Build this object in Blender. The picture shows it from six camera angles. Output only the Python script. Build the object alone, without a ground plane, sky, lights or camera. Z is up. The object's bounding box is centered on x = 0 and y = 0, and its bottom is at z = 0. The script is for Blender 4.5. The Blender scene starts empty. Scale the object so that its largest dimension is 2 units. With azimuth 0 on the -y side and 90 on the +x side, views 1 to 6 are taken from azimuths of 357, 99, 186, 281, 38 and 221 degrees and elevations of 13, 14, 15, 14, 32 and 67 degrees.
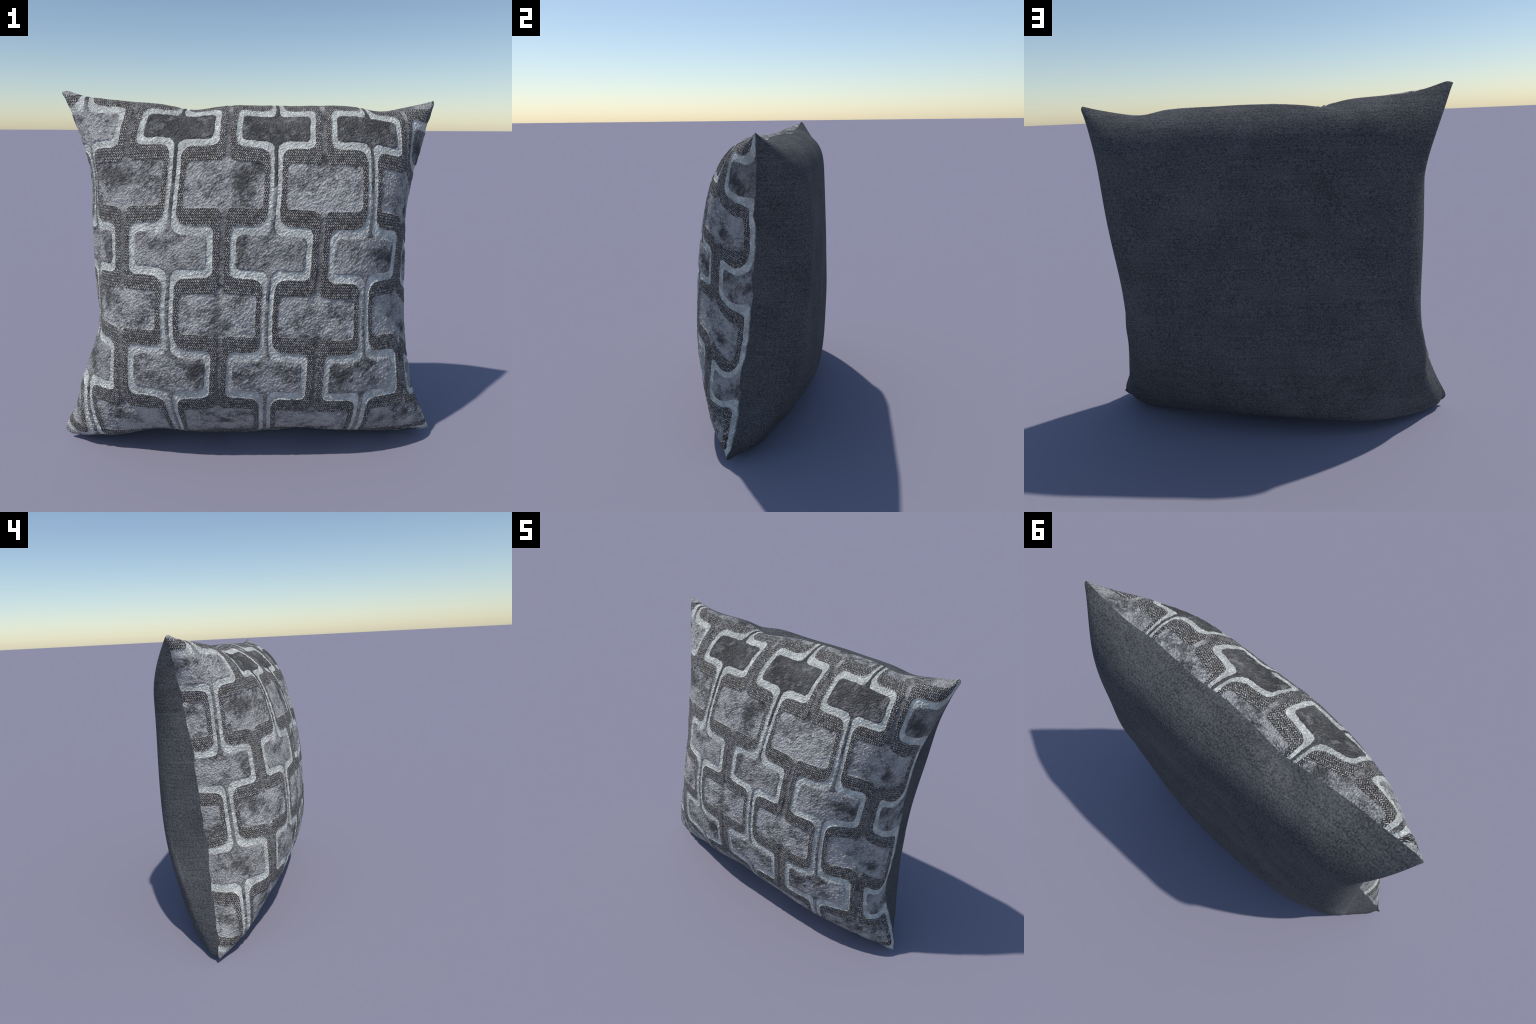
# A plump square throw cushion: a cut-velvet front with linked rounded panels,
# pale frames and herringbone bands, sewn to a plain charcoal back.
import bpy, math
import numpy as np
from mathutils import Matrix

# ------------------------------------------------------------------ shape --
# The seam is a closed outline of four edges (control points of a clamped cubic
# curve, metres).  Across the seam spans a ruled sheet; the belly of each cover is
# a loft through horizontal cross-sections that says how far the filling pushes
# the cloth off this sheet: (sideways, in depth, upwards) at points from left to right.
SEAM = {
    "bottom": [(-0.997, -0.016, 0.039), (-0.94, -0.024, 0.018), (-0.745, -0.034, 0.033), (-0.584, -0.015, 0.072), (-0.471, 0.029, 0.088), (-0.338, 0.035, 0.038), (-0.166, 0.014, 0.003), (0.025, -0.005, 0.002), (0.215, -0.012, 0.011), (0.366, 0.002, 0.041), (0.496, -0.018, 0.029), (0.634, -0.043, 0.021), (0.766, -0.057, 0.007), (0.926, -0.055, 0.017), (0.997, -0.064, 0.038)],
    "top": [(-0.921, 0.152, 1.826), (-0.882, 0.145, 1.819), (-0.748, 0.131, 1.78), (-0.605, 0.128, 1.775), (-0.389, 0.139, 1.771), (-0.259, 0.139, 1.707), (-0.11, 0.127, 1.755), (0.088, 0.114, 1.765), (0.227, 0.131, 1.76), (0.363, 0.12, 1.759), (0.541, 0.106, 1.757), (0.643, 0.107, 1.719), (0.818, 0.117, 1.76), (0.967, 0.099, 1.783), (0.958, 0.11, 1.785)],
    "left": [(-0.997, -0.016, 0.039), (-0.982, -0.015, 0.088), (-0.948, -0.01, 0.16), (-0.9, 0.011, 0.274), (-0.837, 0.041, 0.428), (-0.77, 0.07, 0.609), (-0.799, 0.068, 0.752), (-0.809, 0.077, 0.91), (-0.8, 0.095, 1.086), (-0.801, 0.108, 1.256), (-0.807, 0.123, 1.417), (-0.809, 0.144, 1.549), (-0.863, 0.159, 1.712), (-0.932, 0.155, 1.829), (-0.921, 0.152, 1.826)],
    "right": [(0.997, -0.064, 0.038), (0.991, -0.083, 0.032), (0.982, -0.052, 0.089), (0.912, -0.023, 0.222), (0.849, -0.023, 0.366), (0.839, -0.01, 0.518), (0.839, 0.026, 0.656), (0.833, 0.047, 0.811), (0.823, 0.058, 1.001), (0.825, 0.076, 1.203), (0.838, 0.077, 1.337), (0.871, 0.088, 1.464), (0.919, 0.105, 1.636), (0.95, 0.111, 1.761), (0.958, 0.11, 1.785)],
}

FRONT_BELLY = {
    "4% up": [(-0.042, -0.09, -0.034), (-0.007, -0.129, -0.055), (0.008, -0.159, -0.03), (-0.002, -0.164, -0.034), (-0.02, -0.125, -0), (-0.047, -0.107, 0.029), (-0.057, -0.107, 0.059), (-0.037, -0.129, 0.013), (0.006, -0.102, 0.035), (0.065, -0.078, 0.058), (0.063, -0.048, 0.078)],
    "12% up": [(-0.087, -0.097, 0.007), (-0.096, -0.171, -0.01), (-0.069, -0.267, -0.03), (-0.004, -0.315, -0.02), (-0.022, -0.283, 0.062), (-0.052, -0.286, 0.063), (-0.056, -0.309, 0.041), (-0.039, -0.314, -0.001), (0.036, -0.273, 0.027), (0.127, -0.224, 0.034), (0.082, -0.146, 0.017)],
    "25% up": [(-0.116, -0.101, 0.022), (-0.211, -0.227, 0.036), (-0.19, -0.366, -0.009), (-0.093, -0.442, 0.022), (-0.05, -0.441, 0.072), (-0.06, -0.416, 0.068), (-0.031, -0.408, 0.048), (0.023, -0.408, 0.013), (0.113, -0.338, 0.046), (0.197, -0.203, 0.034), (0.099, -0.11, -0.083)],
    "38% up": [(-0.039, -0.04, 0.051), (-0.197, -0.194, 0.104), (-0.218, -0.384, 0.055), (-0.144, -0.463, 0.115), (-0.065, -0.481, 0.133), (-0.097, -0.456, 0.118), (-0.061, -0.443, 0.114), (0.008, -0.443, 0.078), (0.072, -0.363, 0.114), (0.131, -0.209, 0.107), (0.036, -0.113, -0.098)],
    "50% up": [(-0.024, -0.06, -0.008), (-0.141, -0.18, 0.038), (-0.15, -0.348, 0.041), (-0.101, -0.47, 0.087), (-0.026, -0.469, 0.137), (-0.061, -0.465, 0.112), (-0.029, -0.462, 0.119), (0.017, -0.459, 0.078), (0.069, -0.378, 0.094), (0.112, -0.21, 0.129), (0.022, -0.107, -0.046)],
    "62% up": [(-0.062, -0.064, 0.023), (-0.145, -0.172, 0.063), (-0.159, -0.335, 0.031), (-0.122, -0.435, 0.103), (-0.037, -0.459, 0.101), (-0.055, -0.442, 0.094), (-0.011, -0.456, 0.09), (0.037, -0.438, 0.059), (0.112, -0.342, 0.091), (0.14, -0.234, 0.05), (0.015, -0.101, -0.105)],
    "75% up": [(0.001, -0.055, 0.014), (-0.129, -0.185, 0.064), (-0.11, -0.304, 0.043), (-0.085, -0.381, 0.115), (-0.003, -0.398, 0.122), (-0.035, -0.386, 0.093), (0.019, -0.397, 0.099), (0.047, -0.385, 0.079), (0.111, -0.324, 0.105), (0.128, -0.231, 0.066), (-0.03, -0.084, -0.09)],
    "88% up": [(-0.093, -0.116, 0.006), (-0.135, -0.198, 0.081), (-0.102, -0.267, 0.099), (-0.106, -0.291, 0.162), (-0.023, -0.296, 0.166), (-0.071, -0.273, 0.116), (-0.014, -0.282, 0.137), (0.002, -0.285, 0.136), (0.044, -0.268, 0.157), (0.094, -0.212, 0.132), (-0.027, -0.081, -0.023)],
    "96% up": [(-0.074, -0.044, 0.017), (0.03, -0.084, 0.06), (0.02, -0.131, 0.003), (-0.017, -0.032, 0.039), (0.036, -0.105, 0.067), (-0.002, -0.053, 0.016), (0.039, -0.105, 0.039), (0.028, -0.163, 0.049), (0.015, -0.128, 0.049), (0.036, -0.167, 0.054), (-0.023, -0.086, -0.006)],
}

BACK_BELLY = {
    "4% up": [(-0.11, 0.037, -0.105), (-0.249, 0.085, -0.119), (-0.309, 0.144, -0.161), (-0.263, 0.232, -0.069), (-0.197, 0.279, 0.028), (-0.13, 0.279, 0.028), (-0.077, 0.259, 0.006), (-0.024, 0.23, -0.02), (-0.032, 0.235, -0.011), (-0.103, 0.194, -0.048), (-0.099, 0.119, -0.024)],
    "12% up": [(-0.084, 0.063, -0.092), (-0.251, 0.11, -0.116), (-0.286, 0.132, -0.172), (-0.24, 0.24, -0.121), (-0.174, 0.331, -0.052), (-0.091, 0.324, -0.029), (-0.007, 0.293, -0.028), (0.073, 0.244, -0.031), (0.113, 0.232, -0.009), (0.05, 0.133, 0.004), (0.091, 0.138, -0.057)],
    "25% up": [(-0.121, 0.078, -0.183), (-0.304, 0.121, -0.2), (-0.347, 0.175, -0.267), (-0.278, 0.244, -0.22), (-0.153, 0.31, -0.175), (-0.054, 0.353, -0.162), (0.062, 0.354, -0.141), (0.174, 0.302, -0.116), (0.262, 0.256, -0.074), (0.239, 0.201, -0.079), (0.103, 0.166, -0.164)],
    "38% up": [(-0.099, 0.122, -0.28), (-0.333, 0.133, -0.263), (-0.365, 0.208, -0.312), (-0.295, 0.275, -0.245), (-0.141, 0.318, -0.225), (-0.058, 0.355, -0.239), (0.06, 0.337, -0.201), (0.181, 0.31, -0.154), (0.261, 0.272, -0.122), (0.182, 0.199, -0.148), (0.032, 0.146, -0.206)],
    "50% up": [(-0.024, 0.178, -0.326), (-0.241, 0.198, -0.276), (-0.29, 0.271, -0.303), (-0.238, 0.3, -0.217), (-0.105, 0.315, -0.213), (-0.051, 0.33, -0.223), (0.065, 0.311, -0.162), (0.196, 0.295, -0.114), (0.25, 0.302, -0.099), (0.112, 0.224, -0.119), (0.032, 0.173, -0.144)],
    "62% up": [(-0.053, 0.181, -0.378), (-0.175, 0.233, -0.314), (-0.261, 0.279, -0.339), (-0.241, 0.265, -0.246), (-0.131, 0.271, -0.237), (-0.091, 0.289, -0.236), (0.024, 0.291, -0.173), (0.145, 0.271, -0.138), (0.21, 0.289, -0.121), (0.138, 0.25, -0.135), (0.007, 0.216, -0.176)],
    "75% up": [(-0.048, 0.193, -0.331), (-0.123, 0.246, -0.255), (-0.212, 0.256, -0.274), (-0.23, 0.245, -0.168), (-0.15, 0.264, -0.162), (-0.122, 0.286, -0.168), (-0.001, 0.264, -0.108), (0.095, 0.264, -0.084), (0.171, 0.284, -0.051), (0.17, 0.237, -0.069), (0.01, 0.22, -0.13)],
    "88% up": [(0.007, 0.126, -0.23), (-0.114, 0.196, -0.138), (-0.212, 0.215, -0.156), (-0.262, 0.213, -0.054), (-0.2, 0.237, -0.048), (-0.181, 0.259, -0.07), (-0.049, 0.233, -0.033), (0.031, 0.237, -0.023), (0.121, 0.253, 0.009), (0.139, 0.213, -0.013), (-0.036, 0.136, -0.072)],
    "96% up": [(-0.064, 0.118, -0.071), (-0.078, 0.173, -0.023), (-0.153, 0.201, -0.067), (-0.236, 0.186, 0.038), (-0.23, 0.183, 0.062), (-0.211, 0.215, -0.015), (-0.07, 0.22, -0.003), (-0.009, 0.206, -0.018), (0.057, 0.19, 0.023), (0.061, 0.14, 0.005), (-0.023, 0.111, -0.026)],
}

# soft folds of the back: place (left to right, bottom to top), direction, length, width, height
BACK_FOLDS = [(0.84, 0.62, 103, 0.25, 0.035, 0.013), (0.60, 0.58, 110, 0.32, 0.045, 0.004), (0.72, 0.60, 108, 0.25, 0.05, -0.004), (0.90, 0.47, 150, 0.09, 0.03, 0.007), (0.25, 0.4, 100, 0.25, 0.06, -0.003)]

# panels whose pile is brushed darker than the rest: tone, then place and size of the crushed spot
CRUSHED = {
    (1, 1, 2): (0.14, -0.05, 0.0, 0.10, 0.06), (1, 2, 2): (0.16, -0.08, 0.0, 0.09, 0.08), (1, 3, 2): (0.13, 0.03, 0.03, 0.12, 0.06), (1, 4, 2): (0.45, -0.1, 0.0, 0.05, 0.05),
    (1, 0, 1): (0.9, 0.14, 0.01, 0.05, 0.06), (1, 2, 1): (0.9, -0.14, 0.04, 0.03, 0.04), (1, 3, 0): (0.95, -0.12, 0.0, 0.06, 0.07), (1, 0, 0): (0.75, 0.0, 0.0, 0.06, 0.05),
    (3, 0, 2): (0.85, -0.05, 0.04, 0.10, 0.08), (3, 1, 2): (0.95, 0.08, 0.02, 0.05, 0.09), (3, 1, 1): (1.0, -0.01, 0.0, 0.035, 0.13), (3, 0, 1): (1.0, -0.1, 0.06, 0.06, 0.06),  # (3, 1, 1): narrow upright dark band down the middle of the panel
    (3, 2, 2): (1.0, 0.0, 0.14, 0.02, 0.03), (3, 2, 1): (1.0, -0.02, -0.12, 0.1, 0.03), (3, 0, 0): (0.9, -0.1, 0.08, 0.06, 0.06),
}



def knots(n):
    return np.concatenate([[0] * 3, np.linspace(0, 1, n - 2), [1] * 3])


def basis(n, x):
    """cubic B-spline weights of n control points at the parameters x"""
    x = np.clip(np.atleast_1d(x), 0, 1 - 1e-9)
    k = knots(n)
    b = np.zeros((len(x), len(k) - 1))
    for i in range(len(k) - 1):
        b[:, i] = (k[i] <= x) & (x < k[i + 1])
    for p in range(1, 4):
        c = np.zeros((len(x), len(k) - 1 - p))
        for i in range(c.shape[1]):
            d1, d2 = k[i + p] - k[i], k[i + p + 1] - k[i + 1]
            if d1 > 0:
                c[:, i] += (x - k[i]) / d1 * b[:, i]
            if d2 > 0:
                c[:, i] += (k[i + p + 1] - x) / d2 * b[:, i + 1]
        b = c
    return b


BLUNT = 0.004
EAR = 0.008
PUCKER = 0.0028
SEAM = {k: np.array(v, float) for k, v in SEAM.items()}


def seam_edge(name, x):
    p = SEAM[name]
    return basis(len(p), x) @ p


def cover(belly, u, v):
    """points of a cover at cloth positions u (left to right), v (bottom to top)"""
    rows = np.array(list(belly.values()), float)
    nv, nu = rows.shape[0] + 2, rows.shape[1] + 2
    out = np.empty((len(u), 3))
    ends = {n: SEAM[n] for n in SEAM}
    b0, b1, t0, t1 = ends["bottom"][0], ends["bottom"][-1], ends["top"][0], ends["top"][-1]
    for a in range(0, len(u), 100000):
        uu, vv = u[a : a + 100000], v[a : a + 100000]
        across = np.einsum("nj,jik->nik", basis(nv, vv)[:, 1:-1], rows)
        across = np.einsum("ni,nik->nk", basis(nu, uu)[:, 1:-1], across)
        # the sewn corners are turned out blunt, not needle sharp
        blunt = lambda x, y: BLUNT * np.exp(-(x + y) / 0.012)
        c00, c10, c01, c11 = blunt(uu, vv), blunt(1 - uu, vv), blunt(uu, 1 - vv), blunt(1 - uu, 1 - vv)
        ears = np.zeros((len(uu), 3))
        swell = lambda d: d / 0.018 * np.exp(1 - d / 0.018)
        for x, y, sx, sz in ((uu, vv, -1, -1), (1 - uu, vv, 1, -1), (uu, 1 - vv, -1, 1), (1 - uu, 1 - vv, 1, 1)):
            ears[:, 2] += sz * EAR * swell(x) * np.exp(-y / 0.02)
            ears[:, 0] += sx * EAR * swell(y) * np.exp(-x / 0.02)
            ears[:, 1] += (1 if belly is BACK_BELLY else -1) * EAR * np.exp(-(x + y) / 0.05) * (1 - np.exp(-np.minimum(x, y) / 0.008))
        uu, vv = uu + c00 + c01 - c10 - c11, vv + c00 + c10 - c01 - c11
        U, V = uu[:, None], vv[:, None]
        p = (1 - V) * seam_edge("bottom", uu) + V * seam_edge("top", uu) + (1 - U) * seam_edge("left", vv) + U * seam_edge("right", vv)
        p -= (1 - U) * (1 - V) * b0 + U * (1 - V) * b1 + (1 - U) * V * t0 + U * V * t1
        out[a : a + 100000] = p + across + ears
        # the stitching draws the seam into small puckers
        for edge, along, phase in ((vv, uu, 0), (uu, vv, 3.1), (1 - uu, vv, 4.4)):
            near = np.exp(-edge / 0.02) * np.clip(along / 0.06, 0, 1) * np.clip((1 - along) / 0.06, 0, 1)
            wave = 1.2 * np.sin(23 * along + phase) + np.sin(41 * along + phase) + 0.7 * np.sin(67 * along + 2 * phase) + 0.6 * np.sin(103 * along + 3 * phase)
            out[a : a + 100000, 1] += PUCKER * near * wave
    return out


def unit(a):
    return a / (np.linalg.norm(a, axis=-1, keepdims=True) + 1e-12)


def cover_frame(belly, u, v):
    e = 2e-3
    u0, v0 = np.clip(u, e, 1 - e), np.clip(v, e, 1 - e)
    du = cover(belly, u0 + e, v0) - cover(belly, u0 - e, v0)
    dv = cover(belly, u0, v0 + e) - cover(belly, u0, v0 - e)
    return unit(du), unit(dv), unit(np.cross(du, dv))


# ---------------------------------------------------------------- pattern --
# Cloth coordinates: s counts columns of linked panels, t counts half rows.
# Pale-framed chains hang at whole s with wide lobes at odd t; charcoal chains hang
# half a column aside with wide lobes at even t; herringbone fills in between.
S0, S1, T0, T1 = -0.32, 3.99, -0.93, 5.82
HALF_ROW = 0.626          # height of a half row in column widths
COLUMN = 0.49             # metres per column, about


def rounded_box(x, y, hw, hh, r):
    qx, qy = np.abs(x) - hw + r, np.abs(y) - hh + r
    return np.hypot(np.maximum(qx, 0), np.maximum(qy, 0)) + np.minimum(np.maximum(qx, qy), 0) - r


def soft_union(a, b, k):
    h = np.maximum(k - np.abs(a - b), 0) / k
    return np.minimum(a, b) - h * h * k / 4


def chain(s, t, column, row, lobe, radius, stem, fillet, wobble, seed):
    """distance to a hanging chain: one rounded lobe in every second half row, a stem between"""
    x = s - column - np.round(s - column)
    y = (t - row - 2 * np.round((t - row) / 2)) * HALF_ROW
    d = soft_union(rounded_box(x, y, lobe[0], lobe[1], radius), np.abs(x) - stem, fillet)
    w = np.sin(19 * s + 31 * t + seed) + np.sin(47 * s - 23 * t + 2 * seed) + 0.7 * np.sin(88 * s + 61 * t + seed)
    return d + wobble * w


def pale_chain(s, t):
    return chain(s, t, 0.0, 1, (0.413, 0.240), 0.075, 0.060, 0.13, 0.0012, 1.0)


def framed_panel(s, t):
    return chain(s, t, 0.0, 1, (0.356, 0.160), 0.050, 0.019, 0.10, 0.0016, 2.0)


def banded_panel(s, t):
    return chain(s, t, 0.5, 0, (0.386, 0.228), 0.050, 0.026, 0.07, 0.0018, 3.0)


def cut_along(st, tri, f):
    """split the triangles along the level line f = 0"""
    f = np.where(np.abs(f) < 2e-4, 2e-4, f)
    pos = f[tri] > 0
    n = pos.sum(1)
    keep, mixed = tri[(n == 0) | (n == 3)], tri[(n == 1) | (n == 2)]
    if not len(mixed):
        return st, tri
    p = f[mixed] > 0
    lone = np.where(p.sum(1) == 1, p.argmax(1), (~p).argmax(1))
    r = np.arange(len(mixed))
    i, j, k = mixed[r, lone], mixed[r, (lone + 1) % 3], mixed[r, (lone + 2) % 3]
    edges = np.sort(np.concatenate([np.stack([i, j], 1), np.stack([i, k], 1)]), 1)
    code = edges[:, 0].astype(np.int64) * len(st) + edges[:, 1]
    _, first, inverse = np.unique(code, return_index=True, return_inverse=True)
    e = edges[first]
    w = (f[e[:, 0]] / (f[e[:, 0]] - f[e[:, 1]]))[:, None]
    new = st[e[:, 0]] * (1 - w) + st[e[:, 1]] * w
    a, b = len(st) + inverse[: len(i)], len(st) + inverse[len(i) :]
    tri = np.concatenate([keep, np.stack([i, a, b], 1), np.stack([a, j, k], 1), np.stack([a, k, b], 1)])
    return np.concatenate([st, new]), tri


def grid_triangles(nu, nv):
    a = (np.arange(nv - 1)[:, None] * nu + np.arange(nu - 1)[None]).ravel()
    return np.concatenate([np.stack([a, a + 1, a + nu + 1], 1), np.stack([a, a + nu + 1, a + nu], 1)])


# -------------------------------------------------------------- materials --
class Graph:
    def __init__(self, name):
        self.material = bpy.data.materials.new(name)
        self.material.use_nodes = True
        self.tree = self.material.node_tree
        self.shader = self.tree.nodes["Principled BSDF"]
        self.shader.inputs["Roughness"].default_value = 1.0
        self.shader.inputs["Specular IOR Level"].default_value = 0.08

    def put(self, socket, value):
        if hasattr(value, "links"):
            self.tree.links.new(value, socket)
        elif value is not None:
            socket.default_value = value

    def node(self, kind, **settings):
        n = self.tree.nodes.new("ShaderNode" + kind)
        for k, v in settings.items():
            setattr(n, k, v)
        return n

    def math(self, op, a, b=None, c=None, clamp=False):
        n = self.node("Math", operation=op, use_clamp=clamp)
        for socket, value in zip(n.inputs, (a, b, c)):
            self.put(socket, value)
        return n.outputs[0]

    def place(self):
        """object coordinates, shifted for each piece so that no two look alike"""
        tc, info = self.node("TexCoord"), self.node("ObjectInfo")
        shift = self.node("VectorMath", operation="SCALE")
        shift.inputs[0].default_value = (37.0, 11.0, 23.0)
        self.put(shift.inputs["Scale"], info.outputs["Random"])
        add = self.node("VectorMath", operation="ADD")
        self.put(add.inputs[0], tc.outputs["Object"])
        self.put(add.inputs[1], shift.outputs[0])
        return tc.outputs["Object"], add.outputs[0]

    def mapped(self, vector, scale, turn=0.0):
        n = self.node("Mapping")
        self.put(n.inputs["Vector"], vector)
        n.inputs["Rotation"].default_value = (0, turn, 0)
        m = self.node("VectorMath", operation="MULTIPLY")
        self.put(m.inputs[0], n.outputs[0])
        m.inputs[1].default_value = scale
        return m.outputs[0]

    def noise(self, vector, scale=1.0, detail=2.0, rough=0.5):
        n = self.node("TexNoise")
        self.put(n.inputs["Vector"], vector)
        n.inputs["Scale"].default_value, n.inputs["Detail"].default_value, n.inputs["Roughness"].default_value = scale, detail, rough
        return n.outputs["Fac"]

    def step(self, value, lo, hi, a=0.0, b=1.0):
        n = self.node("MapRange", interpolation_type="SMOOTHSTEP")
        self.put(n.inputs["Value"], value)
        for k, v in zip(("From Min", "From Max", "To Min", "To Max"), (lo, hi, a, b)):
            n.inputs[k].default_value = v
        return n.outputs[0]

    def mix(self, fac, a, b):
        n = self.node("Mix", data_type="RGBA")
        self.put(n.inputs[0], fac)
        for socket, value in ((n.inputs[6], a), (n.inputs[7], b)):
            self.put(socket, (*value, 1) if isinstance(value, tuple) else value)
        return n.outputs[2]

    def own(self, name):
        n = self.node("Attribute", attribute_type="OBJECT", attribute_name=f'["{name}"]')
        return n.outputs["Fac"]

    def finish(self, colour, height=None, depth=0.003, strength=1.0):
        self.put(self.shader.inputs["Base Color"], colour)
        if height is not None:
            n = self.node("Bump")
            n.inputs["Strength"].default_value, n.inputs["Distance"].default_value = strength, depth
            self.put(n.inputs["Height"], height)
            self.put(self.shader.inputs["Normal"], n.outputs[0])
        return self.material


def pebbles(g, where):
    """the brushed pile: small grains lying slantwise"""
    lie = g.mapped(where, (92, 105, 128), math.radians(45))
    return g.step(g.noise(lie, 1.0, 2.0, 0.5), 0.30, 0.70)


def velvet_material():
    g = Graph("crushed_velvet")
    here, shifted = g.place()
    pile = pebbles(g, shifted)
    cloud = g.noise(shifted, 10.0, 5.0, 0.66)
    streak = g.noise(g.mapped(shifted, (26, 40, 75), math.radians(35)), 1.0, 3.0, 0.6)
    # one crushed spot to a panel, at its own place and of its own size
    xyz = g.node("SeparateXYZ")
    g.put(xyz.inputs[0], here)
    dx = g.math("DIVIDE", g.math("SUBTRACT", xyz.outputs[0], g.own("crush_across")), g.own("crush_width"))
    dz = g.math("DIVIDE", g.math("SUBTRACT", xyz.outputs[2], g.own("crush_up")), g.own("crush_height"))
    ring = g.math("SQRT", g.math("ADD", g.math("MULTIPLY", dx, dx), g.math("MULTIPLY", dz, dz)))
    tatter = g.math("ADD", g.math("MULTIPLY", cloud, 0.65), g.math("MULTIPLY", streak, 0.35))
    ring = g.math("ADD", ring, g.math("MULTIPLY", g.math("SUBTRACT", tatter, 0.5), 6.5))
    spot = g.step(ring, 0.0, 1.9, 0.9, 0.0)
    light = g.math("ADD", g.math("MULTIPLY", cloud, 1.15), g.math("MULTIPLY", streak, 0.4))
    light = g.math("ADD", light, g.math("MULTIPLY", pile, 0.16))  # hollows between grains darkened in the colour, as small painted shade
    light = g.step(light, 0.55, 1.02)
    light = g.math("MULTIPLY", light, g.math("SUBTRACT", 1.0, g.math("MULTIPLY", spot, 0.85)))
    light = g.math("MULTIPLY", light, g.own("tone"))
    # the narrow links above and below the lobe are flattened and darker
    link = g.step(g.math("DIVIDE", g.math("ABSOLUTE", xyz.outputs[2]), g.own("lobe_height")), 0.98, 1.2)
    light = g.math("MULTIPLY", light, g.math("SUBTRACT", 1.0, g.math("MULTIPLY", link, g.own("link_dark"))))
    # where the dark pile is worn it shows paler patches
    worn = g.step(g.math("ADD", g.noise(shifted, 13.0, 4.0, 0.65), g.math("MULTIPLY", streak, 0.35)), 0.68, 0.88)
    light = g.math("ADD", light, g.math("MULTIPLY", worn, g.math("MULTIPLY", g.math("SUBTRACT", 1.0, g.own("tone")), 0.36)))
    colour = g.mix(light, VELVET_DARK, VELVET_LIGHT)
    return g.finish(colour, g.math("ADD", pile, g.math("MULTIPLY", cloud, 0.5)), 0.0075, 1.0)


def pale_material():
    g = Graph("pale_velvet")
    here, shifted = g.place()
    pile = pebbles(g, shifted)
    cloud = g.noise(shifted, 16.0, 3.0, 0.6)
    light = g.math("ADD", g.math("MULTIPLY", cloud, 0.9), g.math("MULTIPLY", pile, 0.25))  # grain height also tints the colour: shade baked into the low spots
    colour = g.mix(g.step(light, 0.42, 0.78), PALE_DARK, PALE_LIGHT)
    return g.finish(colour, pile, 0.0055, 1.0)


def herringbone_material():
    g = Graph("herringbone_weave")
    here, shifted = g.place()
    xyz = g.node("SeparateXYZ")
    g.put(xyz.inputs[0], here)
    wander = g.math("MULTIPLY", g.math("SUBTRACT", g.noise(shifted, 90.0, 2.0), 0.5), 0.8)
    up = g.math("ADD", g.math("DIVIDE", xyz.outputs[2], STITCH_ROW), g.math("MULTIPLY", wander, 0.35))
    line, part = g.math("FLOOR", up), g.math("FRACT", up)
    lean = g.math("SUBTRACT", g.math("MULTIPLY", g.math("PINGPONG", line, 1.0), 2.0), 1.0)
    slip = g.node("TexWhiteNoise", noise_dimensions="1D")
    g.put(slip.inputs["W"], line)
    across = g.math("ADD", g.math("DIVIDE", xyz.outputs[0], STITCH), g.math("MULTIPLY", lean, g.math("MULTIPLY", part, 0.95)))
    across = g.math("ADD", across, g.math("MULTIPLY", slip.outputs["Value"], 0.7))
    wave = g.math("SINE", g.math("MULTIPLY", g.math("ADD", across, wander), 2 * math.pi))
    thread = g.step(wave, -0.95, 0.7)
    cell = g.node("CombineXYZ")
    g.put(cell.inputs[0], g.math("FLOOR", g.math("ADD", across, wander)))
    g.put(cell.inputs[1], line)
    lot = g.node("TexWhiteNoise")
    g.put(lot.inputs["Vector"], cell.outputs[0])
    thread = g.math("MULTIPLY", thread, g.math("ADD", 0.5, g.math("MULTIPLY", lot.outputs["Value"], 0.75)))
    gap = g.math("ABSOLUTE", g.math("SUBTRACT", part, 0.5))
    thread = g.math("MULTIPLY", thread, g.step(gap, 0.25, 0.5, 1.0, 0.2))
    worn = g.noise(shifted, 55.0, 3.0, 0.7)
    tint = g.mix(g.step(g.noise(shifted, 7.0, 2.0), 0.4, 0.65), WEAVE_LIGHT, WEAVE_WARM)
    fuzz = g.step(g.noise(shifted, 130.0, 2.0, 0.6), 0.36, 0.64, 0.35, 1.35)
    fac = g.math("MULTIPLY", g.math("MULTIPLY", thread, fuzz), g.step(worn, 0.3, 0.68, 0.5, 1.1))
    return g.finish(g.mix(fac, WEAVE_DARK, tint), thread, 0.003, 0.8)


def back_material():
    g = Graph("charcoal_cloth")
    tc = g.node("TexCoord")
    here = tc.outputs["Object"]
    grain = g.noise(g.mapped(here, (125, 125, 150)), 1.0, 3.0, 0.6)
    lines = g.noise(g.mapped(here, (3, 3, 190)), 1.0, 2.0, 0.6)
    cloud = g.noise(here, 5.0, 3.0, 0.55)
    f = g.math("ADD", g.math("MULTIPLY", grain, 0.95), g.math("MULTIPLY", lines, 0.25))
    f = g.math("ADD", f, g.math("MULTIPLY", cloud, 0.22))
    return g.finish(g.mix(g.step(f, 0.45, 1.0), BACK_DARK, BACK_LIGHT), grain, 0.003, 0.7)


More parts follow.
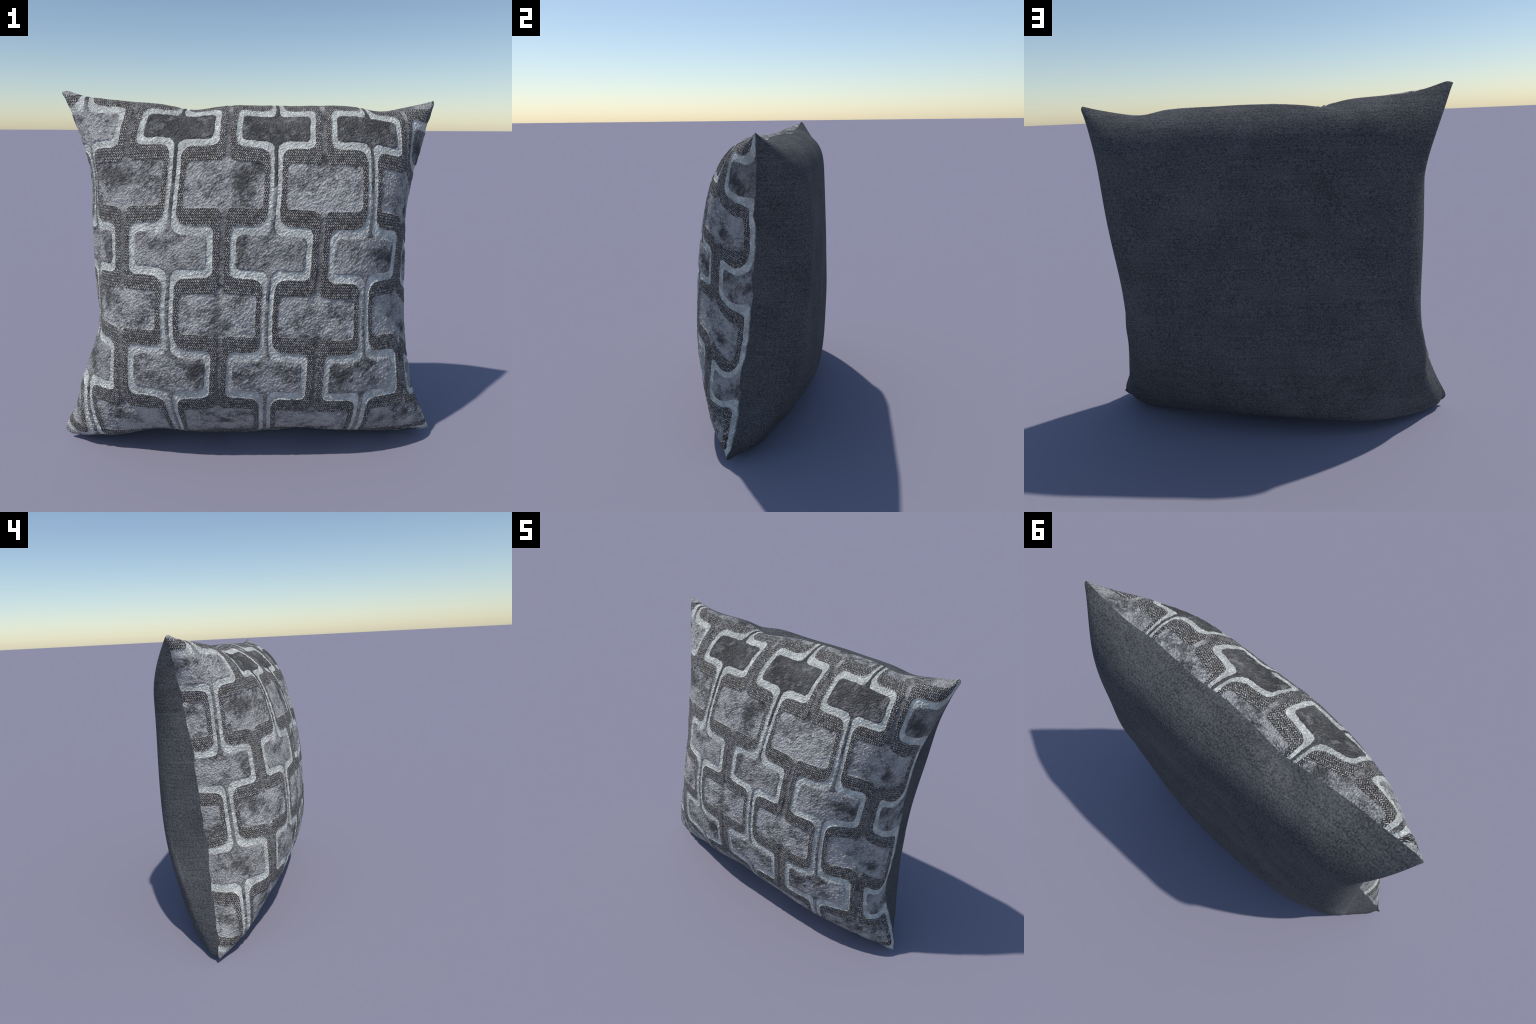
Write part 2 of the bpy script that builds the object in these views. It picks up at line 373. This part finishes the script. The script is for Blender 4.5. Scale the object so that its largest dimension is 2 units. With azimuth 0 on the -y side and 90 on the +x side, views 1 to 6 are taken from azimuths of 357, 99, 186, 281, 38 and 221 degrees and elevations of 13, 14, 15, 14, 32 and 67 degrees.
# base colours
VELVET_DARK, VELVET_LIGHT = (0.080, 0.079, 0.078), (0.540, 0.533, 0.520)
PALE_DARK, PALE_LIGHT = (0.450, 0.460, 0.432), (0.760, 0.775, 0.725)
WEAVE_DARK, WEAVE_LIGHT, WEAVE_WARM = (0.024, 0.024, 0.024), (0.600, 0.580, 0.560), (0.560, 0.520, 0.485)
BACK_DARK, BACK_LIGHT = (0.034, 0.036, 0.039), (0.150, 0.152, 0.157)
STITCH, STITCH_ROW = 0.0098, 0.0126

# ------------------------------------------------------------------ build --


def add_object(name, mesh, parent, frame=None):
    o = bpy.data.objects.new(name, mesh)
    bpy.context.collection.objects.link(o)
    o.parent = parent
    if frame is not None:
        o.matrix_local = frame
    return o


def make_mesh(name, points, tri, material):
    m = bpy.data.meshes.new(name)
    m.vertices.add(len(points))
    m.vertices.foreach_set("co", np.ascontiguousarray(points, np.float32).ravel())
    m.loops.add(3 * len(tri))
    m.loops.foreach_set("vertex_index", np.ascontiguousarray(tri, np.int32).ravel())
    m.polygons.add(len(tri))
    m.polygons.foreach_set("loop_start", np.arange(0, 3 * len(tri), 3, dtype=np.int32))
    m.update(calc_edges=True)
    m.polygons.foreach_set("use_smooth", np.ones(len(tri), bool))
    m.materials.append(material)
    m.validate()
    return m


cushion = bpy.data.objects.new("throw_cushion", None)
bpy.context.collection.objects.link(cushion)
cushion["label"] = "plump square cushion, grey velvet panels in pale frames, charcoal back"
cushion["category"] = "throw cushion"

velvet, pale, weave, plain = velvet_material(), pale_material(), herringbone_material(), back_material()


def uv(st):
    return (st[:, 0] - S0) / (S1 - S0), (st[:, 1] - T0) / (T1 - T0)


# back cover: one smooth sheet with a few soft drag folds
n = 260
g1 = np.linspace(0, 1, n)
u, v = np.tile(g1, n), np.repeat(g1, n)
p = cover(BACK_BELLY, u, v)
_, _, nrm = cover_frame(BACK_BELLY, u, v)
rim = np.minimum.reduce([u, 1 - u, v, 1 - v])
fold = np.zeros(len(u))
for fu, fv, angle, length, width, height in BACK_FOLDS:
    a = math.radians(angle)
    along, off = (u - fu) * math.cos(a) + (v - fv) * math.sin(a), -(u - fu) * math.sin(a) + (v - fv) * math.cos(a)
    fold += height * np.exp(-((along / length) ** 2) - (off / width) ** 2)
p -= nrm * (fold * np.clip(rim / 0.08, 0, 1))[:, None]
add_object("back_cover", make_mesh("back_cover", p, grid_triangles(n, n)[:, ::-1], plain), cushion)

# ground cloth of the front, just under the pile
n = 120
u, v = np.tile(np.linspace(0.03, 0.97, n), n), np.repeat(np.linspace(0.03, 0.97, n), n)
_, _, nrm = cover_frame(FRONT_BELLY, u, v)
front = add_object("front_cover", make_mesh("front_cover", cover(FRONT_BELLY, u, v) - 0.02 * nrm, grid_triangles(n, n), plain), cushion)

# the patterned face: a fine sheet, cut along the outlines of the pattern
s_line = np.linspace(S0, S1, 640)
t_line = np.concatenate([np.linspace(a, b, max(2, int((b - a) * 95)), endpoint=False) for a, b in zip([T0, 0, 1, 2, 3, 4, 5], [0, 1, 2, 3, 4, 5, T1])] + [[T1]])
st = np.stack([np.tile(s_line, len(t_line)), np.repeat(t_line, len(s_line))], 1)
tri = grid_triangles(len(s_line), len(t_line))
for outline in (pale_chain, framed_panel, banded_panel):
    st, tri = cut_along(st, tri, outline(st[:, 0], st[:, 1]))

u, v = uv(st)
u, v = np.clip(u, 0, 1), np.clip(v, 0, 1)
points = cover(FRONT_BELLY, u, v)
_, _, nrm = cover_frame(FRONT_BELLY, u, v)


def rise(d, wall):
    x = np.clip(0.5 - d * COLUMN / wall / 2, 0, 1)
    return x * x * (3 - 2 * x)


def value_noise(x, y, seed):
    table = np.random.default_rng(seed).uniform(-1, 1, (256, 256))
    i, j = np.floor(x).astype(int), np.floor(y).astype(int)
    a, b = x - i, y - j
    a, b = a * a * (3 - 2 * a), b * b * (3 - 2 * b)
    at = lambda p, q: table[p % 256, q % 256]
    return (at(i, j) * (1 - a) + at(i + 1, j) * a) * (1 - b) + (at(i, j + 1) * (1 - a) + at(i + 1, j + 1) * a) * b


def grains(s, t):
    x, y = s * COLUMN, t * HALF_ROW * COLUMN
    c, d = math.cos(math.radians(42)), math.sin(math.radians(42))
    along, off = x * c + y * d, -x * d + y * c
    along = along + 0.006 * value_noise(x / 0.03, y / 0.03, 3)
    return value_noise(along / 0.0092, off / 0.0068, 1) + 0.45 * value_noise(along / 0.026 + 9, off / 0.017, 2)


dimple_rng = np.random.default_rng(11)
dp, df, db = (f(st[:, 0], st[:, 1]) for f in (pale_chain, framed_panel, banded_panel))
rim = np.minimum.reduce([u, 1 - u, v, 1 - v]) * 2.0
height = -0.0015 + 0.0045 * (1 - rise(dp + 0.005, 0.0030)) + 0.0045 * rise(df + 0.004, 0.0032) - 0.0040 * rise(db + 0.004, 0.0035)
# dimples where the links pull at the panels
for a in range(-1, 5):
    for b in range(-1, 7):
        for c, d in ((a, b + math.copysign(0.255, (b % 4) - 2)) if b % 2 else (a + 0.5, b + 0.364), (a + 0.5, b - 0.364) if b % 2 == 0 else (a, b + 0.255)):
            r2 = ((st[:, 0] - c) / 0.055) ** 2 + ((st[:, 1] - d) / 0.11) ** 2
            height -= dimple_rng.uniform(0.0, 0.008) * np.exp(-r2)
# the brushed pile lies in slanting grains; the woven bands stay flat
pile = rise(df, 0.004) + rise(db, 0.004) + 0.9 * rise(dp + 0.006, 0.003) * (1 - rise(df, 0.004))
height += 0.0020 * pile * grains(st[:, 0], st[:, 1])
# the pile is a little deeper here and there
height += 0.0012 * np.sin(21 * st[:, 0] + 3 * np.sin(9 * st[:, 1])) * np.sin(17 * st[:, 1] + 2 * np.sin(11 * st[:, 0]))
top = np.maximum(np.exp(-((1 - v) * 2 / 0.07) ** 2), np.exp(-((u * 2) / 0.05) ** 2))          # pressed flat where it turns over to the back
points += nrm * ((height * (1 - 0.8 * top) - 0.003 * top) * np.clip(rim / 0.035, 0, 1))[:, None]

mid = st[tri].mean(1)
mp, mf, mb = (f(mid[:, 0], mid[:, 1]) for f in (pale_chain, framed_panel, banded_panel))
ms, mt = mid.T
region = np.where(mf < 0, 1, np.where(mp < 0, 2, np.where(mb < 0, 3, 0)))
column = np.select([region == 0, region == 3], [np.floor(2 * ms), np.floor(ms)], np.round(ms)).astype(int)
row = np.select([region == 0, region == 3], [np.floor(mt), np.floor((mt + 1) / 2)], np.floor(mt / 2)).astype(int)
KINDS = {0: ("herringbone_band", weave), 1: ("framed_panel", velvet), 2: ("pale_frame", pale), 3: ("banded_panel", velvet)}
code = region * 10000 + (column + 20) * 100 + row + 20
order = np.argsort(code, kind="stable")
codes, starts = np.unique(code[order], return_index=True)
rng = np.random.default_rng(7)
for c, part in zip(codes, np.split(order, starts[1:])):
    if len(part) < 12:
        continue
    kind, col, rw = int(c) // 10000, int(c) // 100 % 100 - 20, int(c) % 100 - 20
    t = tri[part]
    used, local = np.unique(t, return_inverse=True)
    local = local.reshape(-1, 3)
    # each piece has its own frame, lying in the cloth: x across, z up, y into the cushion
    lattice = {0: (col / 2 + 0.25, rw + 0.5), 1: (col, 2 * rw + 1), 2: (col, 2 * rw + 1), 3: (col + 0.5, 2 * rw)}[kind]
    cs = np.array([[min(max(lattice[0], S0 + 0.04), S1 - 0.04), min(max(lattice[1], T0 + 0.08), T1 - 0.08)]])
    cu, cv = uv(cs)
    o, (x, z, nn) = cover(FRONT_BELLY, cu, cv)[0], (a[0] for a in cover_frame(FRONT_BELLY, cu, cv))
    y = -nn
    z = unit(np.cross(x, y))
    axes = np.stack([x, y, z], 1)
    frame = Matrix([[*axes[0], o[0]], [*axes[1], o[1]], [*axes[2], o[2]], [0, 0, 0, 1]])
    name, material = KINDS[kind]
    obj = add_object(name, make_mesh(name, (points[used] - o) @ axes, local, material), front, frame)
    if kind in (1, 3):
        chosen = CRUSHED.get((kind, col, rw))
        tone, across, up, wide, high = chosen or (rng.uniform(0.8, 1.0), rng.uniform(-0.12, 0.12), rng.uniform(-0.07, 0.07), rng.uniform(0.03, 0.07), rng.uniform(0.02, 0.04))
        obj["link_dark"] = 0.3 if kind == 1 else 0.6
        obj["lobe_height"] = 0.079 if kind == 1 else 0.112
        obj["tone"], obj["crush_across"], obj["crush_up"], obj["crush_width"], obj["crush_height"] = map(float, (tone, across, up, wide, high))
